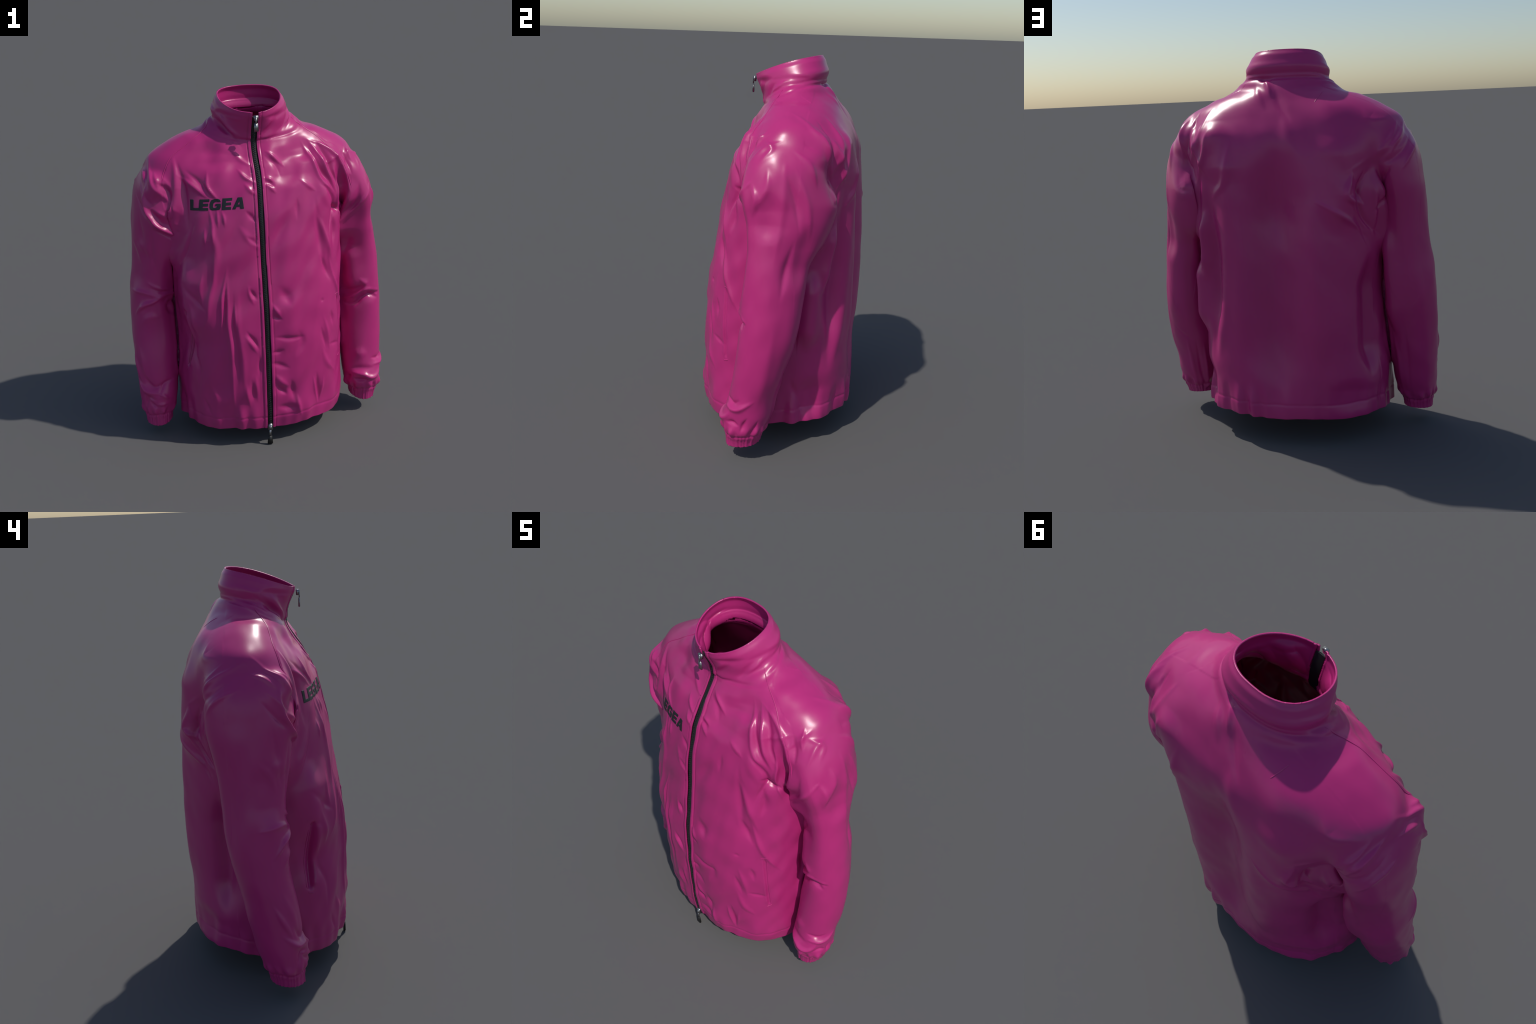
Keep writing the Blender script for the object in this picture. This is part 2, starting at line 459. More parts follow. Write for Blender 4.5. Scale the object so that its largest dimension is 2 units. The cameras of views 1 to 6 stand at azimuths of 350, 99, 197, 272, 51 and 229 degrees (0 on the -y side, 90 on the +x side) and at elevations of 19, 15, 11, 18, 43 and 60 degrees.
# front panels: (x, z)
fold_set(on_front, [
    ([(-0.117, 0.968), (-0.109, 0.924), (-0.097, 0.89)], 0.01, 0.005),
    ([(-0.132, 0.712), (-0.103, 0.668), (-0.082, 0.628)], 0.009, -0.009),
    ([(-0.141, 0.689), (-0.115, 0.651), (-0.094, 0.608)], 0.012, 0.006),
    ([(-0.073, 0.563), (-0.074, 0.508), (-0.077, 0.459)], 0.01, -0.006),
    ([(-0.123, 0.414), (-0.119, 0.357), (-0.115, 0.305)], 0.012, -0.006),
    ([(-0.1, 0.437), (-0.096, 0.374), (-0.092, 0.309)], 0.012, 0.006),
    ([(-0.152, 0.385), (-0.148, 0.334), (-0.138, 0.275)], 0.012, 0.006),
    ([(-0.413, 0.851), (-0.406, 0.802), (-0.401, 0.71)], 0.014, 0.008),
    ([(-0.433, 0.661), (-0.424, 0.563), (-0.403, 0.492), (-0.403, 0.387)], 0.014, -0.006),
    ([(-0.43, 0.963), (-0.39, 0.898), (-0.358, 0.86)], 0.016, -0.007),
    ([(-0.382, 0.286), (-0.368, 0.244), (-0.354, 0.207)], 0.01, -0.006),
    ([(-0.342, 0.372), (-0.323, 0.312), (-0.321, 0.247)], 0.02, 0.006),
    ([(0.014, 0.858), (0.032, 0.828), (0.05, 0.792)], 0.012, 0.007),
    ([(0.017, 0.807), (0.033, 0.791), (0.052, 0.78)], 0.012, -0.007),
])
# front panels: (x, z)
fold_set(on_front, [
    ([(0.037, 0.671), (0.112, 0.659), (0.171, 0.655)], 0.014, -0.007),
    ([(0.078, 0.928), (0.098, 0.892), (0.114, 0.862)], 0.03, -0.006),
    ([(0.006, 0.584), (0.035, 0.584), (0.058, 0.59)], 0.012, -0.006),
    ([(0.004, 0.517), (0.044, 0.5), (0.084, 0.482)], 0.015, -0.006),
    ([(0.03, 0.371), (0.05, 0.342), (0.067, 0.32)], 0.014, -0.006),
    ([(0.02, 0.435), (0.048, 0.4), (0.082, 0.369)], 0.016, 0.006),
    ([(0.106, 0.39), (0.114, 0.344), (0.117, 0.305)], 0.014, -0.006),
    ([(0.045, 0.233), (0.092, 0.222), (0.134, 0.223)], 0.022, -0.01),
    ([(0.067, 0.949), (0.09, 0.917), (0.109, 0.88)], 0.03, -0.006),
    ([(0.325, 1.067), (0.352, 1.005), (0.373, 0.949)], 0.016, -0.008),
    ([(0.376, 0.742), (0.384, 0.706), (0.388, 0.671)], 0.012, -0.006),
    ([(0.328, 0.711), (0.346, 0.633), (0.357, 0.548)], 0.015, 0.007),
    ([(0.305, 0.662), (0.319, 0.611), (0.333, 0.552)], 0.012, -0.006),
    ([(0.369, 0.549), (0.396, 0.539), (0.426, 0.526)], 0.01, -0.004),
])
# front panels: (x, z)
fold_set(on_front, [
    ([(0.269, 0.382), (0.276, 0.297), (0.283, 0.231)], 0.014, -0.009),
    ([(0.248, 0.369), (0.258, 0.303), (0.269, 0.237)], 0.009, 0.006),
    ([(0.309, 0.347), (0.302, 0.294), (0.291, 0.235)], 0.009, 0.006),
    ([(0.166, 0.674), (0.178, 0.633), (0.151, 0.56)], 0.02, -0.006),
    ([(0.314, 0.527), (0.336, 0.451), (0.377, 0.389)], 0.018, 0.006),
    ([(0.022, 0.383), (0.046, 0.346), (0.071, 0.321)], 0.016, -0.006),
    ([(0.097, 0.358), (0.115, 0.32), (0.128, 0.269)], 0.02, -0.006),
    ([(0.141, 0.28), (0.147, 0.23), (0.16, 0.177)], 0.012, 0.007),
    ([(-0.642, 1.5), (-0.613, 1.414), (-0.449, 1.304)], 0.012, 0.007),
    ([(0.409, 1.352), (0.46, 1.312)], 0.014, -0.02),
    ([(0.384, 1.584), (0.442, 1.606), (0.483, 1.626)], 0.012, 0.005),
    ([(0.491, 1.568), (0.518, 1.609), (0.538, 1.64)], 0.014, 0.006),
])
# shoulders and sides: (x, y, z)
fold_set(nearest, [
    ([(-0.398, -0.221, 1.266), (-0.433, -0.195, 1.167), (-0.475, -0.117, 1.042)], 0.024, 0.009),
    ([(-0.623, 0.027, 1.579), (-0.62, -0.024, 1.558), (-0.617, -0.064, 1.524)], 0.01, 0.006),
    ([(-0.599, -0.027, 1.585), (-0.596, -0.064, 1.555), (-0.595, -0.091, 1.518)], 0.009, -0.006),
    ([(0.374, -0.257, 1.052), (0.398, -0.249, 0.945), (0.431, -0.221, 0.833), (0.456, -0.181, 0.754)], 0.014, 0.009),
    ([(-0.395, 0.307, 1.416), (-0.604, 0.181, 1.557), (-0.606, 0.097, 1.611)], 0.015, 0.007),
    ([(-0.434, 0.271, 1.383), (-0.632, 0.195, 1.505), (-0.638, 0.142, 1.543)], 0.014, -0.007),
    ([(-0.59, -0.004, 1.624), (-0.59, -0.083, 1.539), (-0.445, -0.156, 1.385)], 0.016, 0.009),
    ([(-0.666, -0.024, 1.455), (-0.636, -0.096, 1.367), (-0.452, -0.16, 1.263)], 0.012, -0.008),
    ([(0.67, -0.066, 1.407), (0.687, -0.048, 1.346), (0.686, -0.06, 1.293)], 0.018, 0.01),
    ([(0.667, 0.002, 1.474), (0.68, 0.006, 1.426), (0.692, -0.022, 1.349)], 0.018, 0.007),
    ([(0.655, 0.083, 1.49), (0.688, 0.081, 1.316), (0.715, 0.061, 1.111)], 0.022, 0.007),
    ([(0.662, 0.105, 1.441), (0.662, 0.141, 1.341), (0.664, 0.158, 1.238)], 0.016, -0.007),
    ([(0.64, 0.146, 1.466), (0.636, 0.189, 1.339), (0.632, 0.207, 1.208)], 0.018, 0.007),
    ([(0.455, 0.11, 1.723), (0.5, 0.198, 1.642), (0.477, 0.253, 1.538), (0.438, 0.274, 1.427)], 0.018, 0.008),
])
# shoulders and sides: (x, y, z)
fold_set(nearest, [
    ([(0.599, 0.136, 1.561), (0.596, 0.189, 1.513), (0.598, 0.219, 1.438)], 0.016, 0.008),
    ([(0.559, -0.027, 1.611), (0.603, 0.007, 1.58), (0.625, -0.027, 1.543)], 0.014, 0.006),
    ([(0.641, 0.112, 0.486), (0.475, 0.144, 0.32), (0.461, 0.181, 0.233)], 0.018, -0.01),
    ([(-0.431, 0.273, 1.358), (-0.401, 0.303, 1.281), (-0.428, 0.265, 1.162), (-0.462, 0.2, 1.095)], 0.014, -0.015),
    ([(-0.456, 0.24, 1.335), (-0.456, 0.224, 1.207), (-0.457, 0.21, 1.103)], 0.013, 0.014),
    ([(-0.551, 0.239, 1.396), (-0.492, 0.164, 1.301), (-0.461, 0.215, 1.218)], 0.013, -0.02),
    ([(-0.604, 0.111, 1.608), (-0.592, 0.209, 1.54), (-0.566, 0.244, 1.482)], 0.01, 0.006),
    ([(-0.663, 0.096, 1.518), (-0.65, 0.194, 1.464), (-0.63, 0.227, 1.418)], 0.01, 0.006),
    ([(0.472, -0.123, 1.318), (0.482, -0.1, 1.274), (0.489, -0.073, 1.226)], 0.014, -0.02),
    ([(0.485, -0.094, 1.29), (0.495, -0.069, 1.323)], 0.014, 0.012),
    ([(0.601, -0.083, 1.53), (0.59, -0.025, 1.581), (0.584, 0.029, 1.607)], 0.014, 0.006),
    ([(0.49, -0.037, 0.758), (0.491, -0.02, 0.683), (0.49, -0.038, 0.612)], 0.018, -0.012),
    ([(-0.207, -0.027, 1.865), (-0.175, -0.073, 1.815), (-0.136, -0.108, 1.768), (-0.106, -0.128, 1.728)], 0.016, -0.008),
    ([(-0.217, 0.002, 1.855), (-0.201, -0.06, 1.802), (-0.156, -0.106, 1.762), (-0.121, -0.125, 1.732)], 0.014, 0.006),
])
# wearer's right sleeve: (degrees round the sleeve, z)
fold_set(on_right_sleeve, [
    ([(3, 1.278), (-12, 1.258), (-38, 1.201)], 0.01, -0.01),
    ([(42, 1.172), (24, 1.164), (12, 1.134)], 0.03, 0.006),
    ([(7, 1.243), (3, 1.1), (-6, 1.023)], 0.012, -0.005),
    ([(9, 0.945), (-10, 0.917), (-52, 0.885)], 0.01, 0.008),
    ([(3, 0.92), (-16, 0.898), (-52, 0.872)], 0.013, -0.011),
    ([(-10, 0.866), (-27, 0.874), (-68, 0.856)], 0.012, 0.01),
    ([(72, 0.891), (19, 0.894), (-12, 0.865)], 0.012, 0.008),
    ([(46, 0.769), (24, 0.818), (3, 0.84), (-14, 0.859)], 0.013, 0.014),
    ([(24, 0.783), (4, 0.817), (-27, 0.838), (-69, 0.84)], 0.015, -0.014),
    ([(-70, 0.813), (-40, 0.794), (-56, 0.735)], 0.018, -0.012),
    ([(30, 0.711), (11, 0.749), (-8, 0.745)], 0.02, 0.007),
    ([(38, 0.375), (27, 0.338), (17, 0.324), (-7, 0.342)], 0.015, -0.012),
    ([(68, 0.349), (42, 0.298), (7, 0.29)], 0.014, 0.011),
    ([(0, 0.294), (-13, 0.34), (-40, 0.352)], 0.01, -0.01),
])
# wearer's right sleeve: (degrees round the sleeve, z)
fold_set(on_right_sleeve, [
    ([(0, 0.286), (-22, 0.253)], 0.01, 0.009),
    ([(32, 0.239), (23, 0.222), (9, 0.204)], 0.01, -0.008),
    ([(9, 0.224), (-5, 0.221), (-17, 0.221)], 0.009, 0.007),
    ([(50, 0.548), (40, 0.45), (34, 0.394)], 0.02, 0.006),
    ([(38, 1.324), (30, 1.217), (20, 1.106)], 0.02, -0.006),
    ([(66, 1.18), (48, 1.135), (36, 1.077)], 0.02, 0.006),
    ([(76, 0.501), (55, 0.368)], 0.012, 0.01),
    ([(47, 0.207), (35, 0.26), (15, 0.254)], 0.012, -0.01),
    ([(-136, 0.511), (-147, 0.368), (-148, 0.213)], 0.014, 0.006),
    ([(-167, 0.554), (-169, 0.378), (-170, 0.24)], 0.014, -0.005),
])
# wearer's left sleeve: (degrees round the sleeve, z)
fold_set(on_left_sleeve, [
    ([(-19, 1.241), (-33, 1.112), (-58, 0.957)], 0.022, 0.016),
    ([(-19, 1.093), (-28, 1.056), (-38, 1.017)], 0.03, -0.008),
    ([(-63, 0.756), (-21, 0.784), (2, 0.81)], 0.02, -0.016),
    ([(-58, 0.716), (-21, 0.748), (1, 0.784), (38, 0.765)], 0.014, 0.012),
    ([(-54, 0.691), (-32, 0.687), (0, 0.741), (38, 0.75)], 0.013, -0.014),
    ([(-3, 0.846), (4, 0.82), (1, 0.787)], 0.016, 0.008),
    ([(-40, 0.263), (-9, 0.258), (14, 0.236), (36, 0.245), (45, 0.278)], 0.013, 0.013),
    ([(-38, 0.223), (-19, 0.222), (0, 0.228)], 0.01, -0.012),
    ([(-42, 0.29), (-13, 0.294), (16, 0.291)], 0.018, -0.008),
    ([(-74, 0.216), (-52, 0.239)], 0.012, -0.009),
    ([(-29, 0.396), (-17, 0.385), (-1, 0.385)], 0.03, 0.006),
    ([(120, 1.123), (117, 1.006), (115, 0.915)], 0.02, -0.009),
    ([(108, 0.687), (109, 0.544), (112, 0.363)], 0.03, 0.006),
    ([(31, 0.309), (65, 0.307), (94, 0.349)], 0.012, 0.011),
])
# wearer's left sleeve: (degrees round the sleeve, z)
fold_set(on_left_sleeve, [
    ([(25, 0.348), (52, 0.335), (63, 0.351)], 0.01, -0.01),
    ([(48, 0.232), (62, 0.235), (75, 0.227)], 0.01, -0.01),
    ([(97, 0.257), (93, 0.225), (89, 0.191)], 0.009, -0.009),
    ([(127, 0.237), (124, 0.206), (120, 0.174)], 0.008, -0.007),
    ([(-178, 0.442), (-175, 0.309), (-170, 0.173)], 0.01, 0.006),
    ([(-155, 0.424), (-155, 0.292), (-147, 0.133)], 0.01, -0.006),
    ([(-137, 0.402), (-138, 0.286), (-137, 0.147)], 0.009, 0.006),
    ([(-127, 0.161), (-142, 0.132)], 0.009, 0.007),
    ([(7, 0.767), (32, 0.728)], 0.014, -0.012),
])
# back panel: (x, z)
fold_set(on_back, [
    ([(-0.376, 1.37), (-0.36, 1.282), (-0.41, 1.245)], 0.015, 0.014),
    ([(-0.243, 1.253), (-0.362, 1.168), (-0.432, 1.094)], 0.014, 0.01),
    ([(-0.427, 1.381), (-0.406, 1.307), (-0.422, 1.255)], 0.012, -0.012),
    ([(-0.373, 1.243), (-0.41, 1.152), (-0.438, 1.045)], 0.016, -0.01),
    ([(0.447, 1.651), (0.403, 1.517), (0.371, 1.432)], 0.016, 0.013),
    ([(0.555, 1.596), (0.48, 1.473), (0.435, 1.359)], 0.018, -0.008),
    ([(0.217, 1.521), (0.251, 1.36), (0.323, 1.288)], 0.022, 0.012),
    ([(0.398, 1.382), (0.415, 1.275), (0.422, 1.164)], 0.016, -0.008),
    ([(0.007, 1.809), (-0.029, 1.734), (-0.075, 1.671)], 0.02, -0.006),
    ([(0.108, 1.813), (0.081, 1.763), (0.055, 1.725)], 0.018, 0.005),
    ([(0.481, 1.662), (0.493, 1.572), (0.507, 1.469)], 0.015, 0.009),
    ([(0.431, 1.686), (0.445, 1.586), (0.476, 1.482)], 0.014, -0.008),
    ([(0.355, 1.697), (0.391, 1.56), (0.464, 1.442)], 0.018, 0.008),
    ([(0.399, 1.393), (0.353, 1.497), (0.334, 1.573)], 0.018, 0.012),
])
# back panel: (x, z)
fold_set(on_back, [
    ([(-0.058, 1.648), (-0.084, 1.575), (-0.112, 1.515)], 0.03, 0.005),
    ([(-0.378, 1.363), (-0.386, 1.245), (-0.438, 1.109)], 0.02, 0.01),
    ([(-0.579, 1.617), (-0.563, 1.553), (-0.516, 1.495)], 0.01, 0.006),
    ([(-0.521, 1.458), (-0.547, 1.494), (-0.57, 1.529)], 0.014, -0.006),
    ([(-0.437, 1.68), (-0.463, 1.643), (-0.541, 1.638)], 0.02, 0.005),
])
# collar: (x, y, z)
fold_set(nearest, [
    ([(0.068, 0.19, 1.854), (0.049, 0.212, 1.829), (0.027, 0.249, 1.779)], 0.012, 0.007),
    ([(0.101, 0.179, 1.863), (0.064, 0.191, 1.854), (0.036, 0.192, 1.858)], 0.01, -0.008),
    ([(-0.184, -0.07, 1.864), (-0.145, -0.099, 1.806), (-0.105, -0.123, 1.742)], 0.014, 0.006),
    ([(-0.211, -0, 1.905), (-0.152, -0.111, 1.873), (-0.097, -0.149, 1.865), (-0.039, -0.165, 1.856)], 0.016, -0.006),
    ([(0.108, -0.125, 1.84), (0.066, -0.133, 1.798), (0.025, -0.139, 1.748)], 0.018, -0.006),
    ([(0.089, -0.141, 1.859), (0.045, -0.142, 1.809), (0.017, -0.14, 1.779)], 0.014, 0.005),
    ([(0.203, 0.001, 1.877), (0.18, -0.058, 1.847), (0.155, -0.087, 1.8)], 0.016, -0.007),
    ([(0.203, -0.008, 1.865), (0.188, -0.048, 1.83), (0.167, -0.08, 1.795)], 0.014, 0.007),
    ([(0.156, -0.086, 1.876), (0.112, -0.127, 1.862), (0.065, -0.155, 1.863)], 0.016, -0.007),
    ([(0.193, 0.106, 1.891), (0.204, 0.026, 1.888), (0.179, -0.055, 1.876)], 0.014, -0.006),
    ([(-0.2, 0.096, 1.925), (-0.214, 0.017, 1.898), (-0.189, -0.063, 1.906)], 0.014, 0.005),
    ([(-0.178, -0.073, 1.838), (-0.154, -0.092, 1.809), (-0.101, -0.122, 1.767)], 0.012, 0.006),
    ([(-0.216, 0.005, 1.865), (-0.197, -0.047, 1.828), (-0.151, -0.111, 1.754)], 0.014, -0.008),
    ([(-0.167, -0.095, 1.873), (-0.13, -0.128, 1.865), (-0.061, -0.162, 1.86)], 0.012, 0.006),
])

# pocket openings: pressed slit with a lifted front lip
fold_set(nearest, [
    ([(-.437, -.223, .835), (-.443, -.227, .677), (-.448, -.225, .564), (-.456, -.216, .455)], .010, -.020, 0, .08),
    ([(-.427, -.240, .825), (-.426, -.253, .67), (-.432, -.249, .575), (-.447, -.232, .459)], .013, .011, 0, .12),
    ([(.427, -.235, .832), (.432, -.233, .632), (.437, -.226, .443)], .007, -.006, 0, .08),
    ([(.420, -.246, .832), (.425, -.244, .632), (.430, -.237, .443)], .010, .004, 0, .1),
])

# ---- elastic hem, cuffs, neck seam and small cloth unrest
rng = np.random.default_rng(7)
px, py, pz = P0.T
sleeve_pts = is_sleeve(P0)
trunk = ~sleeve_pts & (pz < .45)
ang = np.arctan2(py, px)
flute = np.zeros(len(P0))
for k in (9, 14, 19, 27, 33, 41):
    flute += np.sin(k*ang + rng.uniform(0, 6.3))*rng.uniform(.5, 1)
gather = .35 + .65*np.clip(.5 + .8*np.sin(2*ang + .4) + .4*np.sin(5*ang + 1.0), 0, 1)
hl = hem_line(px, py)
band = hl + .074
DISP += np.where(trunk, .0046*flute*gather**1.5*smoothstep(.12, -.01, pz - band), 0)
DISP += np.where(trunk, -.0022*np.exp(-((pz - band)/.006)**2), 0)
for rows, line in ((SLEEVE_R, .140), (SLEEVE_L, .152)):
    m = sleeve_pts & (np.sign(px) == np.sign(rows[0][0])) & (pz < .30)
    r = sleeve_at(rows, pz)
    th = np.arctan2(py - r[:, 1], px - r[:, 0])
    rib = sum(np.sin(k*th + rng.uniform(0, 6.3)) for k in (21, 29, 36))
    puck = sum(np.sin(k*th + rng.uniform(0, 6.3)) for k in (5, 8, 12, 15))
    ln = line + .006*np.sin(3*th)
    d = pz - ln
    DISP += np.where(m, .0013*rib*smoothstep(.02, -.005, d) - .005*np.exp(-(d/.008)**2)
                     + .0032*puck*np.exp(-((d - .028)/.024)**2) + .004*np.exp(-((d - .035)/.022)**2) - .003*smoothstep(.0, -.03, d), 0)
# sharp valley where each sleeve lies against the trunk
mixed = E[sleeve_pts[E[:, 0]] != sleeve_pts[E[:, 1]]].ravel()
mixed = np.unique(mixed[(pz[mixed] < 1.38) & (pz[mixed] > .30)])
kd = KDTree(len(mixed))
for i, j in enumerate(mixed): kd.insert(Vector(P0[j]), i)
kd.balance()
cand = np.nonzero((np.abs(px) > .38) & (pz > .25) & (pz < 1.45))[0]
dist = np.array([kd.find(Vector(P0[j]))[2] for j in cand])
fade = smoothstep(1.42, 1.25, pz[cand])*(1 - .7*smoothstep(.04, .10, py[cand]))
DISP[cand] += fade*(-.022*np.exp(-(dist/.010)**2) + .008*np.exp(-((dist - .034)/.018)**2))

near_neck = np.hypot(px, py - .03) < .29
ns = pz - neck_seam(py)
DISP += np.where(near_neck & (pz > 1.70), -.005*np.exp(-(ns/.008)**2), 0)
# the stand collar rolls: a soft horizontal swell over a pressed line, top edge curling in
tc = ns/np.maximum(collar_top(py) - neck_seam(py), .05)
sides = smoothstep(-.14, -.04, py)
DISP += np.where(near_neck & (ns > -.005) & (pz > 1.72),
                 sides*(.006*np.exp(-((tc - .42)/.14)**2) - .004*np.exp(-((tc - .16)/.07)**2)) - .007*smoothstep(.80, 1.02, tc), 0)
unrest = np.zeros(len(P0))
for lam, amp in ((.26, 1.4), (.19, 1.2), (.14, 1.0), (.10, .8), (.075, .5)):
    for _ in range(3):
        v = rng.normal(size=3); v /= np.linalg.norm(v)
        unrest += amp*np.sin(P0 @ v*2*np.pi/lam + rng.uniform(0, 6.3))
calm = np.where(py > .15, .35, 1.0)*smoothstep(1.95, 1.7, pz)
calm = calm*np.where(sleeve_pts, .45, 1.0)
DISP += .0011*unrest*calm
#FOLDS-END

P = P + N*DISP[:, None]
# cloth cannot fold through itself: relax the few places where displaced folds overlap
for _ in range(3):
    N1 = normals_of(skin, P)
    bad = (np.einsum('ij,ij->i', N1, N0) < .30).astype(float)
    for _ in range(8):
        nb = np.zeros(len(P)); np.maximum.at(nb, E[:, 0], bad[E[:, 1]]); np.maximum.at(nb, E[:, 1], bad[E[:, 0]])
        bad = np.maximum(bad, nb*.9)
    P = P + (smooth(P, E, 14) - P)*np.clip(bad*1.2, 0, 1)[:, None]
N = normals_of(skin, P)
skin_tree = tree_of(skin)

# ------------------------------------------------------------------ cutting the openings
bm = bmesh.new(); bm.from_mesh(skin)
def cut(select, shift, co, no, clear_outer):
    """Bisect a region after sliding its vertices by shift(P); slide back afterwards."""
    A = np.array([v.co[:] for v in bm.verts])
    sel = select(A)
    bm.verts.ensure_lookup_table(); bm.verts.index_update()
    vs = [bm.verts[i] for i in np.nonzero(sel)[0]]
    inside = set(vs)
    fs = [f for f in {f for v in vs for f in v.link_faces} if all(v in inside for v in f.verts)]
    es = list({e for f in fs for e in f.edges})
    vv = list({v for f in fs for v in f.verts})
    def slide(verts, k):
        if shift is None: return
        Q = np.array([v.co[:] for v in verts])
        S = shift(Q)*k
        for v, q in zip(verts, Q + S): v.co = q
    before = len(bm.verts)
    slide(vv, 1)
    res = bmesh.ops.bisect_plane(bm, geom=fs + es + vv, plane_co=co, plane_no=no, clear_outer=clear_outer, dist=1e-5)
    # the shift only depends on coordinates it leaves alone, so it can be undone exactly
    new = [g for g in res['geom_cut'] if isinstance(g, bmesh.types.BMVert)]
    every = {v for v in vv if v.is_valid} | set(new)
    slide(list(every), -1)

zero = None
cut(lambda A: (A[:, 2] > 1.84) & (np.hypot(A[:, 0], A[:, 1]) < .27),
    lambda A: np.stack([0*A[:, 0], 0*A[:, 0], 2.0-collar_top(A[:, 1])], 1), (0, 0, 2.0), (0, 0, 1), True)
trunk_low = lambda A: (A[:, 2] < .26) & (np.abs(A[:, 0]) < .515)
cut(trunk_low, lambda A: np.stack([0*A[:, 0], 0*A[:, 0], -hem_line(A[:, 0], A[:, 1])], 1), (0, 0, 0), (0, 0, -1), True)
cut(lambda A: (A[:, 2] < .16) & (A[:, 0] < -.53), zero, (-.639, -.09, .082), (.05, .10, -1), True)
cut(lambda A: (A[:, 2] < .16) & (A[:, 0] > .53), zero, (.626, -.088, .093), (-.05, .16, -1), True)
zip_zone = lambda A: (A[:, 1] < -.04) & (np.abs(A[:, 0]) < .10)
zip_shift = lambda A: np.stack([-ZIP(A[:, 2]), 0*A[:, 0], 0*A[:, 0]], 1)
for sx in (-.036, -.030, -.0165, .0165, .030, .036):
    cut(zip_zone, zip_shift, (sx, 0, 0), (1, 0, 0), False)
A = np.array([v.co[:] for v in bm.verts])
off = A[:, 0] - ZIP(A[:, 2])
bm.faces.ensure_lookup_table()
gone = []
for f in bm.faces:
    c = f.calc_center_median()
    if c.y < -.05 and abs(c.x) < .08:
        if max(abs(off[v.index]) for v in f.verts) < .0166: gone.append(f)
bm.verts.index_update()
bmesh.ops.delete(bm, geom=gone, context='FACES')
# stray bits
loose = [v for v in bm.verts if not v.link_faces]
bmesh.ops.delete(bm, geom=loose, context='VERTS')
bm.normal_update()
# raised facing beside the zip
for v in bm.verts:
    if v.co.y < -.04 and abs(v.co.x) < .10:
        o = abs(v.co.x - float(ZIP(v.co.z)[0]))
        if .0164 < o < .0305:
            v.co += v.normal*.004
        elif .0305 < o < .037:
            v.co += v.normal*-.0015
bm.to_mesh(skin); bm.free(); skin.update()

# ------------------------------------------------------------------ hollow shell
P = coords(skin); n = len(P)
N = normals_of(skin, P)
nl = len(skin.loops); npoly = len(skin.polygons)
lv = np.empty(nl, np.int32); skin.loops.foreach_get('vertex_index', lv)
ls = np.empty(npoly, np.int32); skin.polygons.foreach_get('loop_start', ls)
lt = np.empty(npoly, np.int32); skin.polygons.foreach_get('loop_total', lt)
face_of_loop = np.repeat(np.arange(npoly), lt)
nxt = np.arange(nl) + 1; last = ls + lt - 1; nxt[last] = ls
ea, eb = lv, lv[nxt]
key = np.minimum(ea, eb).astype(np.int64)*n + np.maximum(ea, eb)
u, inv, cnt = np.unique(key, return_inverse=True, return_counts=True)
rim = np.nonzero(cnt[inv] == 1)[0]
C = np.stack([np.bincount(face_of_loop, P[lv, j], npoly) for j in range(3)], 1)/lt[:, None]

in_sleeve = is_sleeve(C)
in_collar = (C[:, 2] > neck_seam(C[:, 1])) & (np.hypot(C[:, 0], C[:, 1]-.03) < .27) & ~in_sleeve
in_collar |= (C[:, 2] > 1.88)
in_sleeve &= ~in_collar
kind = np.full(npoly, -1)
NAMES = ["back_panel", "front_panel", "front_panel", "collar", "hem_band", "sleeve", "sleeve", "cuff", "cuff"]
CUFF = .140
side_y = .03
kind[:] = 0
front = C[:, 1] < side_y
kind[front & (C[:, 0] < ZIP(C[:, 2]))] = 1
kind[front & (C[:, 0] >= ZIP(C[:, 2]))] = 2
kind[~in_sleeve & (C[:, 2] < hem_line(C[:, 0], C[:, 1]) + .075)] = 4
kind[in_collar] = 3
kind[in_sleeve & (C[:, 0] < 0)] = 5
kind[in_sleeve & (C[:, 0] > 0)] = 6
kind[in_sleeve & (C[:, 0] < 0) & (C[:, 2] < CUFF)] = 7
kind[in_sleeve & (C[:, 0] > 0) & (C[:, 2] < CUFF)] = 8

# inside: thin everywhere, but the collar carries a padded facing that thickens towards the neck seam
depth_in_collar = collar_top(P[:, 1]) - P[:, 2]
pad = smoothstep(.01, .10, depth_in_collar)*smoothstep(.03, -.01, neck_seam(P[:, 1]) - P[:, 2])*(np.hypot(P[:, 0], P[:, 1]) < .28)
pad *= smoothstep(.03, .12, np.hypot(P[:, 0]+.016, (P[:, 1]+.16)))
inner = P - N*(THICK + .022*pad)[:, None]
allP = np.r_[P, inner]
# reversed loops, vectorised: position i in a face maps to start+total-1-i
pos = np.arange(nl) - np.repeat(ls, lt)
rev_idx = np.repeat(ls + lt - 1, lt) - pos
rq = np.stack([eb[rim], ea[rim], ea[rim] + n, eb[rim] + n], 1)
LV = np.r_[lv, lv[rev_idx] + n, rq.ravel()]
LT = np.r_[lt, lt, np.full(len(rim), 4)]
LS = np.r_[0, np.cumsum(LT)[:-1]]
KIND = np.r_[kind, kind, kind[face_of_loop[rim]]]

def mesh_from(name, verts, loops, totals):
    me = bpy.data.meshes.new(name)
    me.vertices.add(len(verts)); me.vertices.foreach_set('co', np.asarray(verts, np.float32).ravel())
    me.loops.add(len(loops)); me.loops.foreach_set('vertex_index', np.asarray(loops, np.int32))
    me.polygons.add(len(totals))
    starts = np.r_[0, np.cumsum(totals)[:-1]]
    me.polygons.foreach_set('loop_start', starts.astype(np.int32))
    me.polygons.foreach_set('loop_total', np.asarray(totals, np.int32))
    me.polygons.foreach_set('use_smooth', np.ones(len(totals), bool))
    me.update(calc_edges=True)
    return me

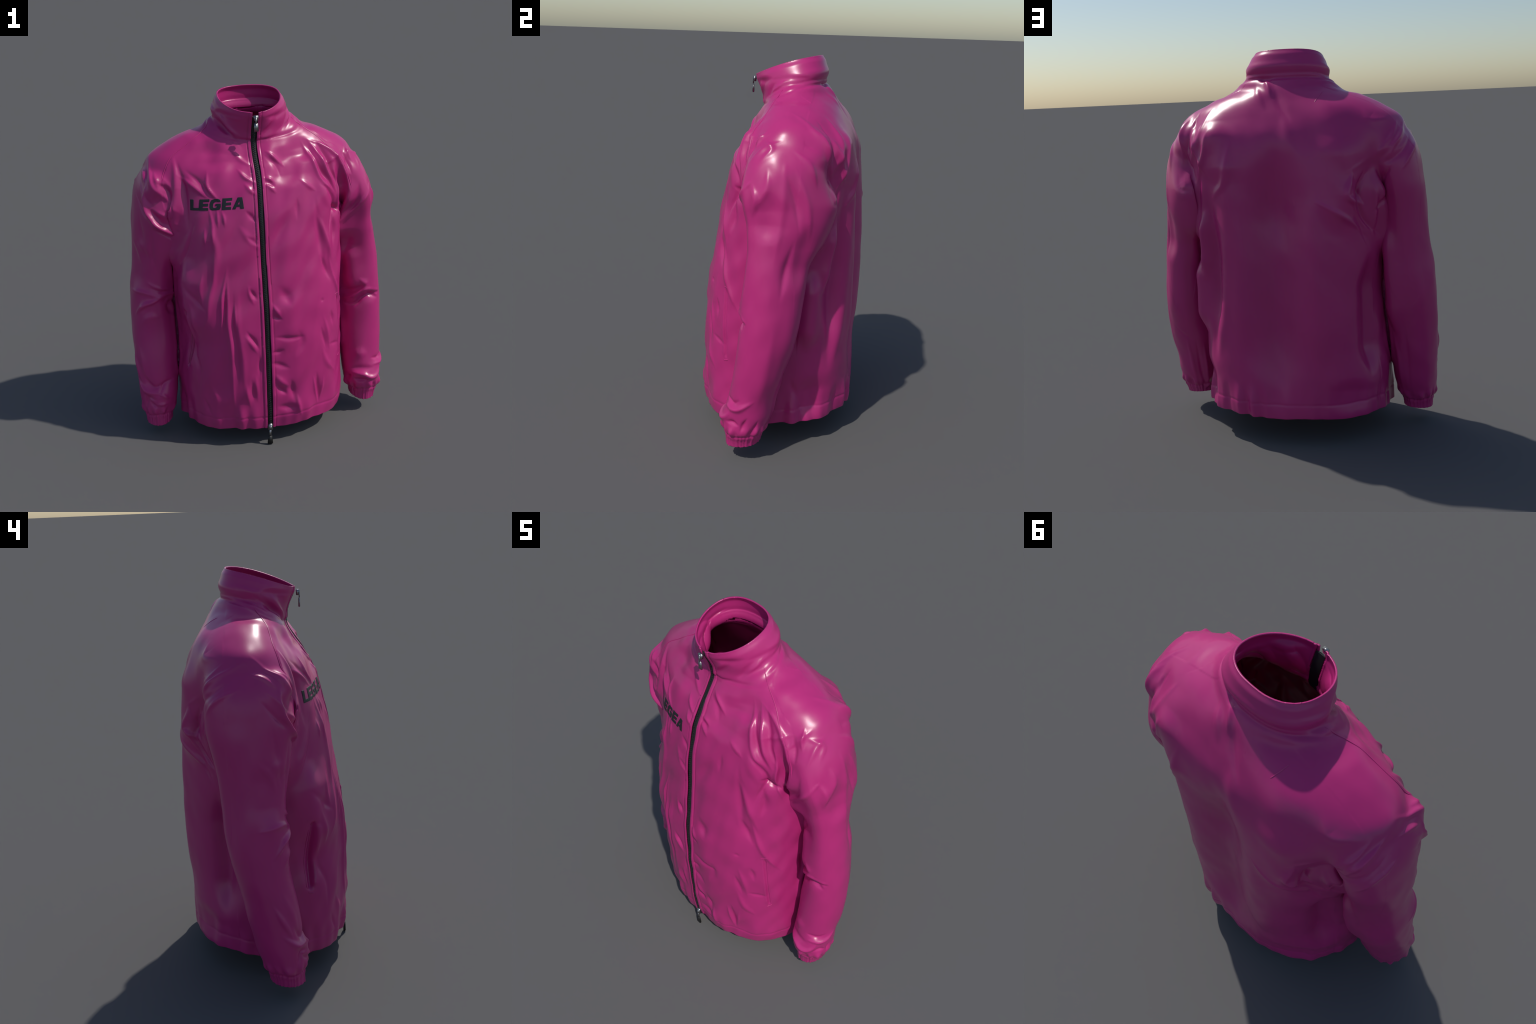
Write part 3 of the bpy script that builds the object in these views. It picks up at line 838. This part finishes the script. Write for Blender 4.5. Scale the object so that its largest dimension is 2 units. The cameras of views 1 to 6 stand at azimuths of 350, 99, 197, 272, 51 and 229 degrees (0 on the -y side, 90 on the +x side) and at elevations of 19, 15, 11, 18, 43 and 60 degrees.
whole = mesh_from("whole", allP, LV, LT)
vn = np.empty(len(allP)*3, np.float32); whole.vertex_normals.foreach_get('vector', vn); vn = vn.reshape(-1, 3)

# ------------------------------------------------------------------ materials
def material(name):
    m = bpy.data.materials.new(name); m.use_nodes = True
    nt = m.node_tree
    return m, nt, nt.nodes["Principled BSDF"]

def fabric():
    m, nt, b = material("coated_fabric")
    tc = nt.nodes.new("ShaderNodeTexCoord")
    no = nt.nodes.new("ShaderNodeTexNoise"); no.inputs["Scale"].default_value = 3.0; no.inputs["Detail"].default_value = 3
    ra = nt.nodes.new("ShaderNodeValToRGB")
    ra.color_ramp.elements[0].position = .3; ra.color_ramp.elements[0].color = FAB_A
    ra.color_ramp.elements[1].position = .7; ra.color_ramp.elements[1].color = FAB_B
    fi = nt.nodes.new("ShaderNodeTexNoise"); fi.inputs["Scale"].default_value = 260; fi.inputs["Detail"].default_value = 2
    bu = nt.nodes.new("ShaderNodeBump"); bu.inputs["Strength"].default_value = .03; bu.inputs["Distance"].default_value = .002
    l = nt.links.new
    l(tc.outputs["Object"], no.inputs["Vector"]); l(tc.outputs["Object"], fi.inputs["Vector"])
    l(no.outputs["Fac"], ra.inputs["Fac"]); l(ra.outputs["Color"], b.inputs["Base Color"])
    l(fi.outputs["Fac"], bu.inputs["Height"]); l(bu.outputs["Normal"], b.inputs["Normal"])
    b.inputs["Roughness"].default_value = .32
    b.inputs["Specular IOR Level"].default_value = .5
    return m
FAB_A = (.472, .026, .176, 1); FAB_B = (.512, .029, .192, 1)
def plain(name, col, rough, metal=0.0, grain=0.0):
    m, nt, b = material(name)
    tc = nt.nodes.new("ShaderNodeTexCoord")
    no = nt.nodes.new("ShaderNodeTexNoise"); no.inputs["Scale"].default_value = 120
    ra = nt.nodes.new("ShaderNodeValToRGB")
    ra.color_ramp.elements[0].color = tuple(c*(1-grain) for c in col) + (1,)
    ra.color_ramp.elements[1].color = tuple(min(1, c*(1+grain)) for c in col) + (1,)
    nt.links.new(tc.outputs["Object"], no.inputs["Vector"])
    nt.links.new(no.outputs["Fac"], ra.inputs["Fac"])
    nt.links.new(ra.outputs["Color"], b.inputs["Base Color"])
    b.inputs["Roughness"].default_value = rough; b.inputs["Metallic"].default_value = metal
    return m
FABRIC = fabric()
INK = plain("printed_ink", (.012, .014, .018), .5, grain=.2)
TAPE = plain("zip_tape", (.012, .012, .013), .6, grain=.3)
TEETH = plain("zip_teeth_plastic", (.02, .022, .022), .4, grain=.2)
METAL = plain("nickel", (.36, .355, .36), .36, 1.0, grain=.08)
RUBBER = plain("black_rubber", (.012, .012, .012), .45, grain=.2)

# ------------------------------------------------------------------ objects
root = bpy.data.objects.new("jacket", None)
bpy.context.collection.objects.link(root)
root["label"] = "glossy magenta zip-up training jacket with stand-up collar"
root["category"] = "jacket"
def add(name, me, mat, parent=root, stuff=False):
    me.materials.clear(); me.materials.append(mat)
    ob = bpy.data.objects.new(name, me)
    bpy.context.collection.objects.link(ob)
    ob.parent = parent
    if stuff: ob["kind"] = "stuff"
    return ob

part = {}
for k, nm in enumerate(NAMES):
    fm = KIND == k
    lm = np.repeat(fm, LT)
    used, remap = np.unique(LV[lm], return_inverse=True)
    me = mesh_from(nm, allP[used], remap, LT[fm])
    me.normals_split_custom_set_from_vertices([tuple(v) for v in vn[used]])
    part[k] = add(nm, me, FABRIC, part[5] if k == 7 else part[6] if k == 8 else root)
bpy.data.meshes.remove(whole)

# ---- zip: tape, teeth, sliders
def centre_front(z):
    x = float(ZIP(z)[0])
    h = on_front(x, z, skin_tree)
    return h[0]
z_lo, z_hi = .118, 1.872
zs = np.linspace(z_lo, z_hi, 240)
pts = np.array([list(centre_front(z)) for z in zs])
for _ in range(12):
    pts[1:-1] = .5*pts[1:-1] + .25*(pts[2:] + pts[:-2])
tan = np.gradient(pts, axis=0); tan /= np.linalg.norm(tan, axis=1)[:, None]
out = np.cross(np.array([1., 0, 0])[None].repeat(len(pts), 0), tan)
out[out[:, 1] > 0] *= -1
out /= np.linalg.norm(out, axis=1)[:, None]
bm = bmesh.new()
rows = []
for p, o in zip(pts, out):
    row = []
    for s, d in ((-.022, -.006), (-.012, -.002), (-.008, .001), (.008, .001), (.012, -.002), (.022, -.006), (.022, -.010), (-.022, -.010)):
        row.append(bm.verts.new(p + o*d + np.array([s, 0, 0])))
    rows.append(row)
for a, b_ in zip(rows, rows[1:]):
    for i in range(8):
        bm.faces.new((a[i], a[(i+1) % 8], b_[(i+1) % 8], b_[i]))
bm.faces.new(rows[0]); bm.faces.new(rows[-1][::-1])
bmesh.ops.recalc_face_normals(bm, faces=bm.faces)
me = bpy.data.meshes.new("zipper"); bm.to_mesh(me); bm.free()
zipper = add("zipper", me, TAPE)

def box(bm, c, ax, ay, az, hx, hy, hz, top=1.0):
    """Oriented block; top scales the far (+z) end."""
    c, ax, ay, az = (np.array(v, float) for v in (c, ax, ay, az))
    vs = []
    for k in (-1, 1):
        f = top if k > 0 else 1
        for i, j in ((-1, -1), (1, -1), (1, 1), (-1, 1)):
            vs.append(bm.verts.new(c + ax*hx*i*f + ay*hy*j*f + az*hz*k))
    for q in ((3, 2, 1, 0), (4, 5, 6, 7), (0, 1, 5, 4), (1, 2, 6, 5), (2, 3, 7, 6), (3, 0, 4, 7)):
        bm.faces.new([vs[i] for i in q])
    return vs

d = np.r_[0, np.cumsum(np.linalg.norm(np.diff(pts, axis=0), axis=1))]
bm = bmesh.new()
pitch = .0062
for i, s in enumerate(np.arange(.01, d[-1]-.01, pitch)):
    p = np.array([np.interp(s, d, pts[:, j]) for j in range(3)])
    o = np.array([np.interp(s, d, out[:, j]) for j in range(3)]); o /= np.linalg.norm(o)
    t = np.array([np.interp(s, d, tan[:, j]) for j in range(3)]); t /= np.linalg.norm(t)
    side = 1 if i % 2 else -1
    box(bm, p + o*.0025 + np.array([side*.0025, 0, 0]), (1, 0, 0), t, o, .0046, .0021, .002, .75)
bmesh.ops.recalc_face_normals(bm, faces=bm.faces)
me = bpy.data.meshes.new("zipper_teeth"); bm.to_mesh(me); bm.free()
add("zipper_teeth", me, TEETH, zipper, stuff=True)

def finish(bm, name, mat, parent, bevel=.0015):
    bmesh.ops.recalc_face_normals(bm, faces=bm.faces)
    bmesh.ops.bevel(bm, geom=list(bm.edges), offset=bevel, segments=2, affect='EDGES', clamp_overlap=True)
    me = bpy.data.meshes.new(name); bm.to_mesh(me); bm.free()
    for p in me.polygons: p.use_smooth = True
    return add(name, me, mat, parent)

X, Y, Zv = (1, 0, 0), (0, 1, 0), (0, 0, 1)
def frame(deg):
    """Hanging direction tilted out from straight down by deg (towards -y)."""
    a = math.radians(deg)
    down = np.array([0, -math.sin(a), -math.cos(a)]); face = np.array([0, -math.cos(a), math.sin(a)])
    return down, face
# upper slider at the collar
top = np.array([-.014, -.189, 1.872])
down, face = frame(0)
bm = bmesh.new(); box(bm, top + np.array([0, -.004, -.004]), X, face, (0, 0, 1), .010, .006, .014, 1.35)
box(bm, top + np.array([0, -.010, -.004]), X, face, (0, 0, 1), .0045, .005, .012)
slider = finish(bm, "slider", METAL, zipper)
bm = bmesh.new()
box(bm, top + np.array([-.001, -.013, -.017]), X, face, (0, 0, 1), .0048, .003, .017)
box(bm, top + np.array([-.002, -.012, -.052]), X, face, (0, 0, 1), .0125, .0045, .023, .8)
finish(bm, "pull_tab", METAL, zipper, .002)
# lower slider at the hem
low = np.array(list(centre_front(.125)))
low = np.array([float(ZIP(.1)[0]), pts[0][1], .112])
bm = bmesh.new(); box(bm, low + np.array([0, -.006, .0]), X, (0, -1, 0), (0, 0, -1), .010, .006, .019, 1.35)
box(bm, low + np.array([0, -.013, -.006]), X, (0, -1, 0), (0, 0, 1), .005, .004, .012)
finish(bm, "slider", METAL, zipper)
bm = bmesh.new(); box(bm, low + np.array([-.003, -.012, -.038]), X, (0, -1, 0), (0, 0, 1), .006, .0035, .020)
finish(bm, "pull_link", METAL, zipper)
bm = bmesh.new(); box(bm, low + np.array([-.005, -.012, -.083]), X, (0, -1, 0), (0, 0, 1), .0165, .0065, .0285, .72)
finish(bm, "pull_tab", RUBBER, zipper, .004)

# ---- chest lettering: slanted heavy capitals as thin prints following the cloth
E_SHAPE = [(0, 0), (.176, 0), (.182, .24), (.078, .24), (.085, .38), (.182, .38), (.19, .62), (.09, .62), (.098, .77), (.21, .77), (.22, 1), (.034, 1)]
LETTERS = [
    [[(0, 0), (.147, 0), (.152, .24), (.06, .24), (.075, 1), (.012, 1)]],
    [[(.149 + a, b) for a, b in E_SHAPE]],
    [[(.575, .72), (.567, .89), (.53, 1), (.46, 1), (.40, .9), (.367, .62), (.353, .3), (.363, .1), (.40, 0), (.48, 0), (.542, .05),
      (.566, .25), (.574, .56), (.49, .56), (.468, .51), (.462, .38), (.50, .35), (.487, .24), (.44, .2), (.42, .32), (.43, .55), (.452, .69), (.49, .75), (.525, .71)]],
    [[(.579 + a, b) for a, b in E_SHAPE]],
    [[(.778, 0), (.84, 0), (.862, .2), (.922, .2), (.933, 0), (1, 0), (.985, 1), (.90, 1)], [(.927, .70), (.888, .40), (.927, .40)]],
]
def letter_mesh(loops):
    bm = bmesh.new()
    for lp in loops:
        vs = [bm.verts.new((-.394 + .281*s, 0, 1.393 + .010*s + (.058 + .002*s)*t)) for s, t in lp]
        for i in range(len(vs)): bm.edges.new((vs[i], vs[(i+1) % len(vs)]))
    bmesh.ops.triangle_fill(bm, edges=bm.edges[:], use_beauty=True)
    for ax, lo, hi in ((0, -.40, -.10), (2, 1.38, 1.48)):
        for q in np.arange(lo, hi, .004):
            co = [0, 0, 0]; no = [0, 0, 0]; co[ax] = q; no[ax] = 1
            bmesh.ops.bisect_plane(bm, geom=bm.verts[:] + bm.edges[:] + bm.faces[:], plane_co=co, plane_no=no)
    flat = [v for v in bm.verts]
    ext = bmesh.ops.extrude_face_region(bm, geom=bm.faces[:])
    tops = {g for g in ext['geom'] if isinstance(g, bmesh.types.BMVert)}
    for v in bm.verts:
        p, nr = on_front(v.co.x, v.co.z, skin_tree)
        nr = Vector(nr)
        if nr.y > 0: nr = -nr
        v.co = p + nr*(.0016 if v in tops else -.001)
    bmesh.ops.recalc_face_normals(bm, faces=bm.faces)
    me = bpy.data.meshes.new("letter"); bm.to_mesh(me); bm.free()
    for p in me.polygons: p.use_smooth = True
    return me
for lp in LETTERS:
    add("letter", letter_mesh(lp), INK, part[1])

# ---- seams: thin stitched ridges laid on the cloth
def cord(name, path, nrm, radius, parent, lift=0.0):
    path = np.array(path); nrm = np.array(nrm)
    t = np.gradient(path, axis=0); t /= np.linalg.norm(t, axis=1)[:, None] + 1e-9
    b_ = np.cross(t, nrm); b_ /= np.linalg.norm(b_, axis=1)[:, None] + 1e-9
    bm = bmesh.new(); rows = []
    for i in range(len(path)):
        k = min(1, i/4, (len(path)-1-i)/4)*.9 + .1
        rows.append([bm.verts.new(path[i] + nrm[i]*lift + (b_[i]*math.cos(a)*1.3 + nrm[i]*math.sin(a))*radius*k) for a in np.linspace(0, 2*math.pi, 8, endpoint=False)])
    for a, c in zip(rows, rows[1:]):
        for i in range(8): bm.faces.new((a[i], a[(i+1) % 8], c[(i+1) % 8], c[i]))
    bm.faces.new(rows[0]); bm.faces.new(rows[-1])
    bmesh.ops.recalc_face_normals(bm, faces=bm.faces)
    me = bpy.data.meshes.new(name); bm.to_mesh(me); bm.free()
    for p in me.polygons: p.use_smooth = True
    return add(name, me, FABRIC, parent)

def trace(place, keys, n=70):
    k = polyline([list(p) for p in keys], n)
    got = [place(*p, skin_tree) for p in k]
    got = [g for g in got if g[0] is not None]
    return [list(g[0]) for g in got], [list(g[1]) for g in got]
#SEAMS-BEGIN
def on_cloth(x, y, z, tree): return nearest(x, y, z, tree)
def seam(name, keys, radius, parent, lift=0.0, n=70):
    p, nr = trace(on_cloth, keys, n)
    p = np.array(p); nr = np.array(nr)
    for _ in range(6):
        p[1:-1] = .5*p[1:-1] + .25*(p[2:] + p[:-2]); nr[1:-1] = .5*nr[1:-1] + .25*(nr[2:] + nr[:-2])
    nr /= np.linalg.norm(nr, axis=1)[:, None]
    return cord(name, p, nr, radius, parent, lift)
seam("seam", [(-.225, .03, 1.835), (-.323, -.040, 1.771), (-.396, -.063, 1.722), (-.478, -.083, 1.666), (-.496, -.092, 1.64), (-.518, -.105, 1.591), (-.54, -.124, 1.528)], .0022, part[5], .0002)
seam("seam", [(.221, -.010, 1.836), (.284, -.042, 1.784), (.384, -.080, 1.706), (.437, -.108, 1.645), (.492, -.115, 1.56), (.530, -.121, 1.459), (.539, -.11, 1.41)], .0022, part[6], -.0002)
seam("seam", [(-.232, .188, 1.788), (-.217, .225, 1.759), (-.199, .258, 1.726)], .0022, part[0], -.0006, 30)
# pocket edging and end tacks
seam("pocket_welt", [(-.446, -.209, .833), (-.452, -.212, .681), (-.456, -.211, .567), (-.462, -.206, .460)], .005, part[1], -.002)
seam("pocket_tack", [(-.449, -.204, .838), (-.436, -.224, .838), (-.426, -.240, .832)], .0022, part[1], 0, 24)
seam("pocket_tack", [(-.462, -.204, .452), (-.456, -.216, .447), (-.447, -.232, .445)], .0025, part[1], 0, 24)
seam("pocket_welt", [(.431, -.229, .834), (.436, -.227, .632), (.441, -.220, .441)], .003, part[2], -.002)
seam("pocket_tack", [(.413, -.254, .833), (.424, -.240, .835), (.436, -.221, .838)], .0016, part[2], 0, 24)
seam("pocket_tack", [(.429, -.241, .437), (.437, -.225, .439), (.443, -.214, .444)], .0022, part[2], 0, 24)
#SEAMS-END
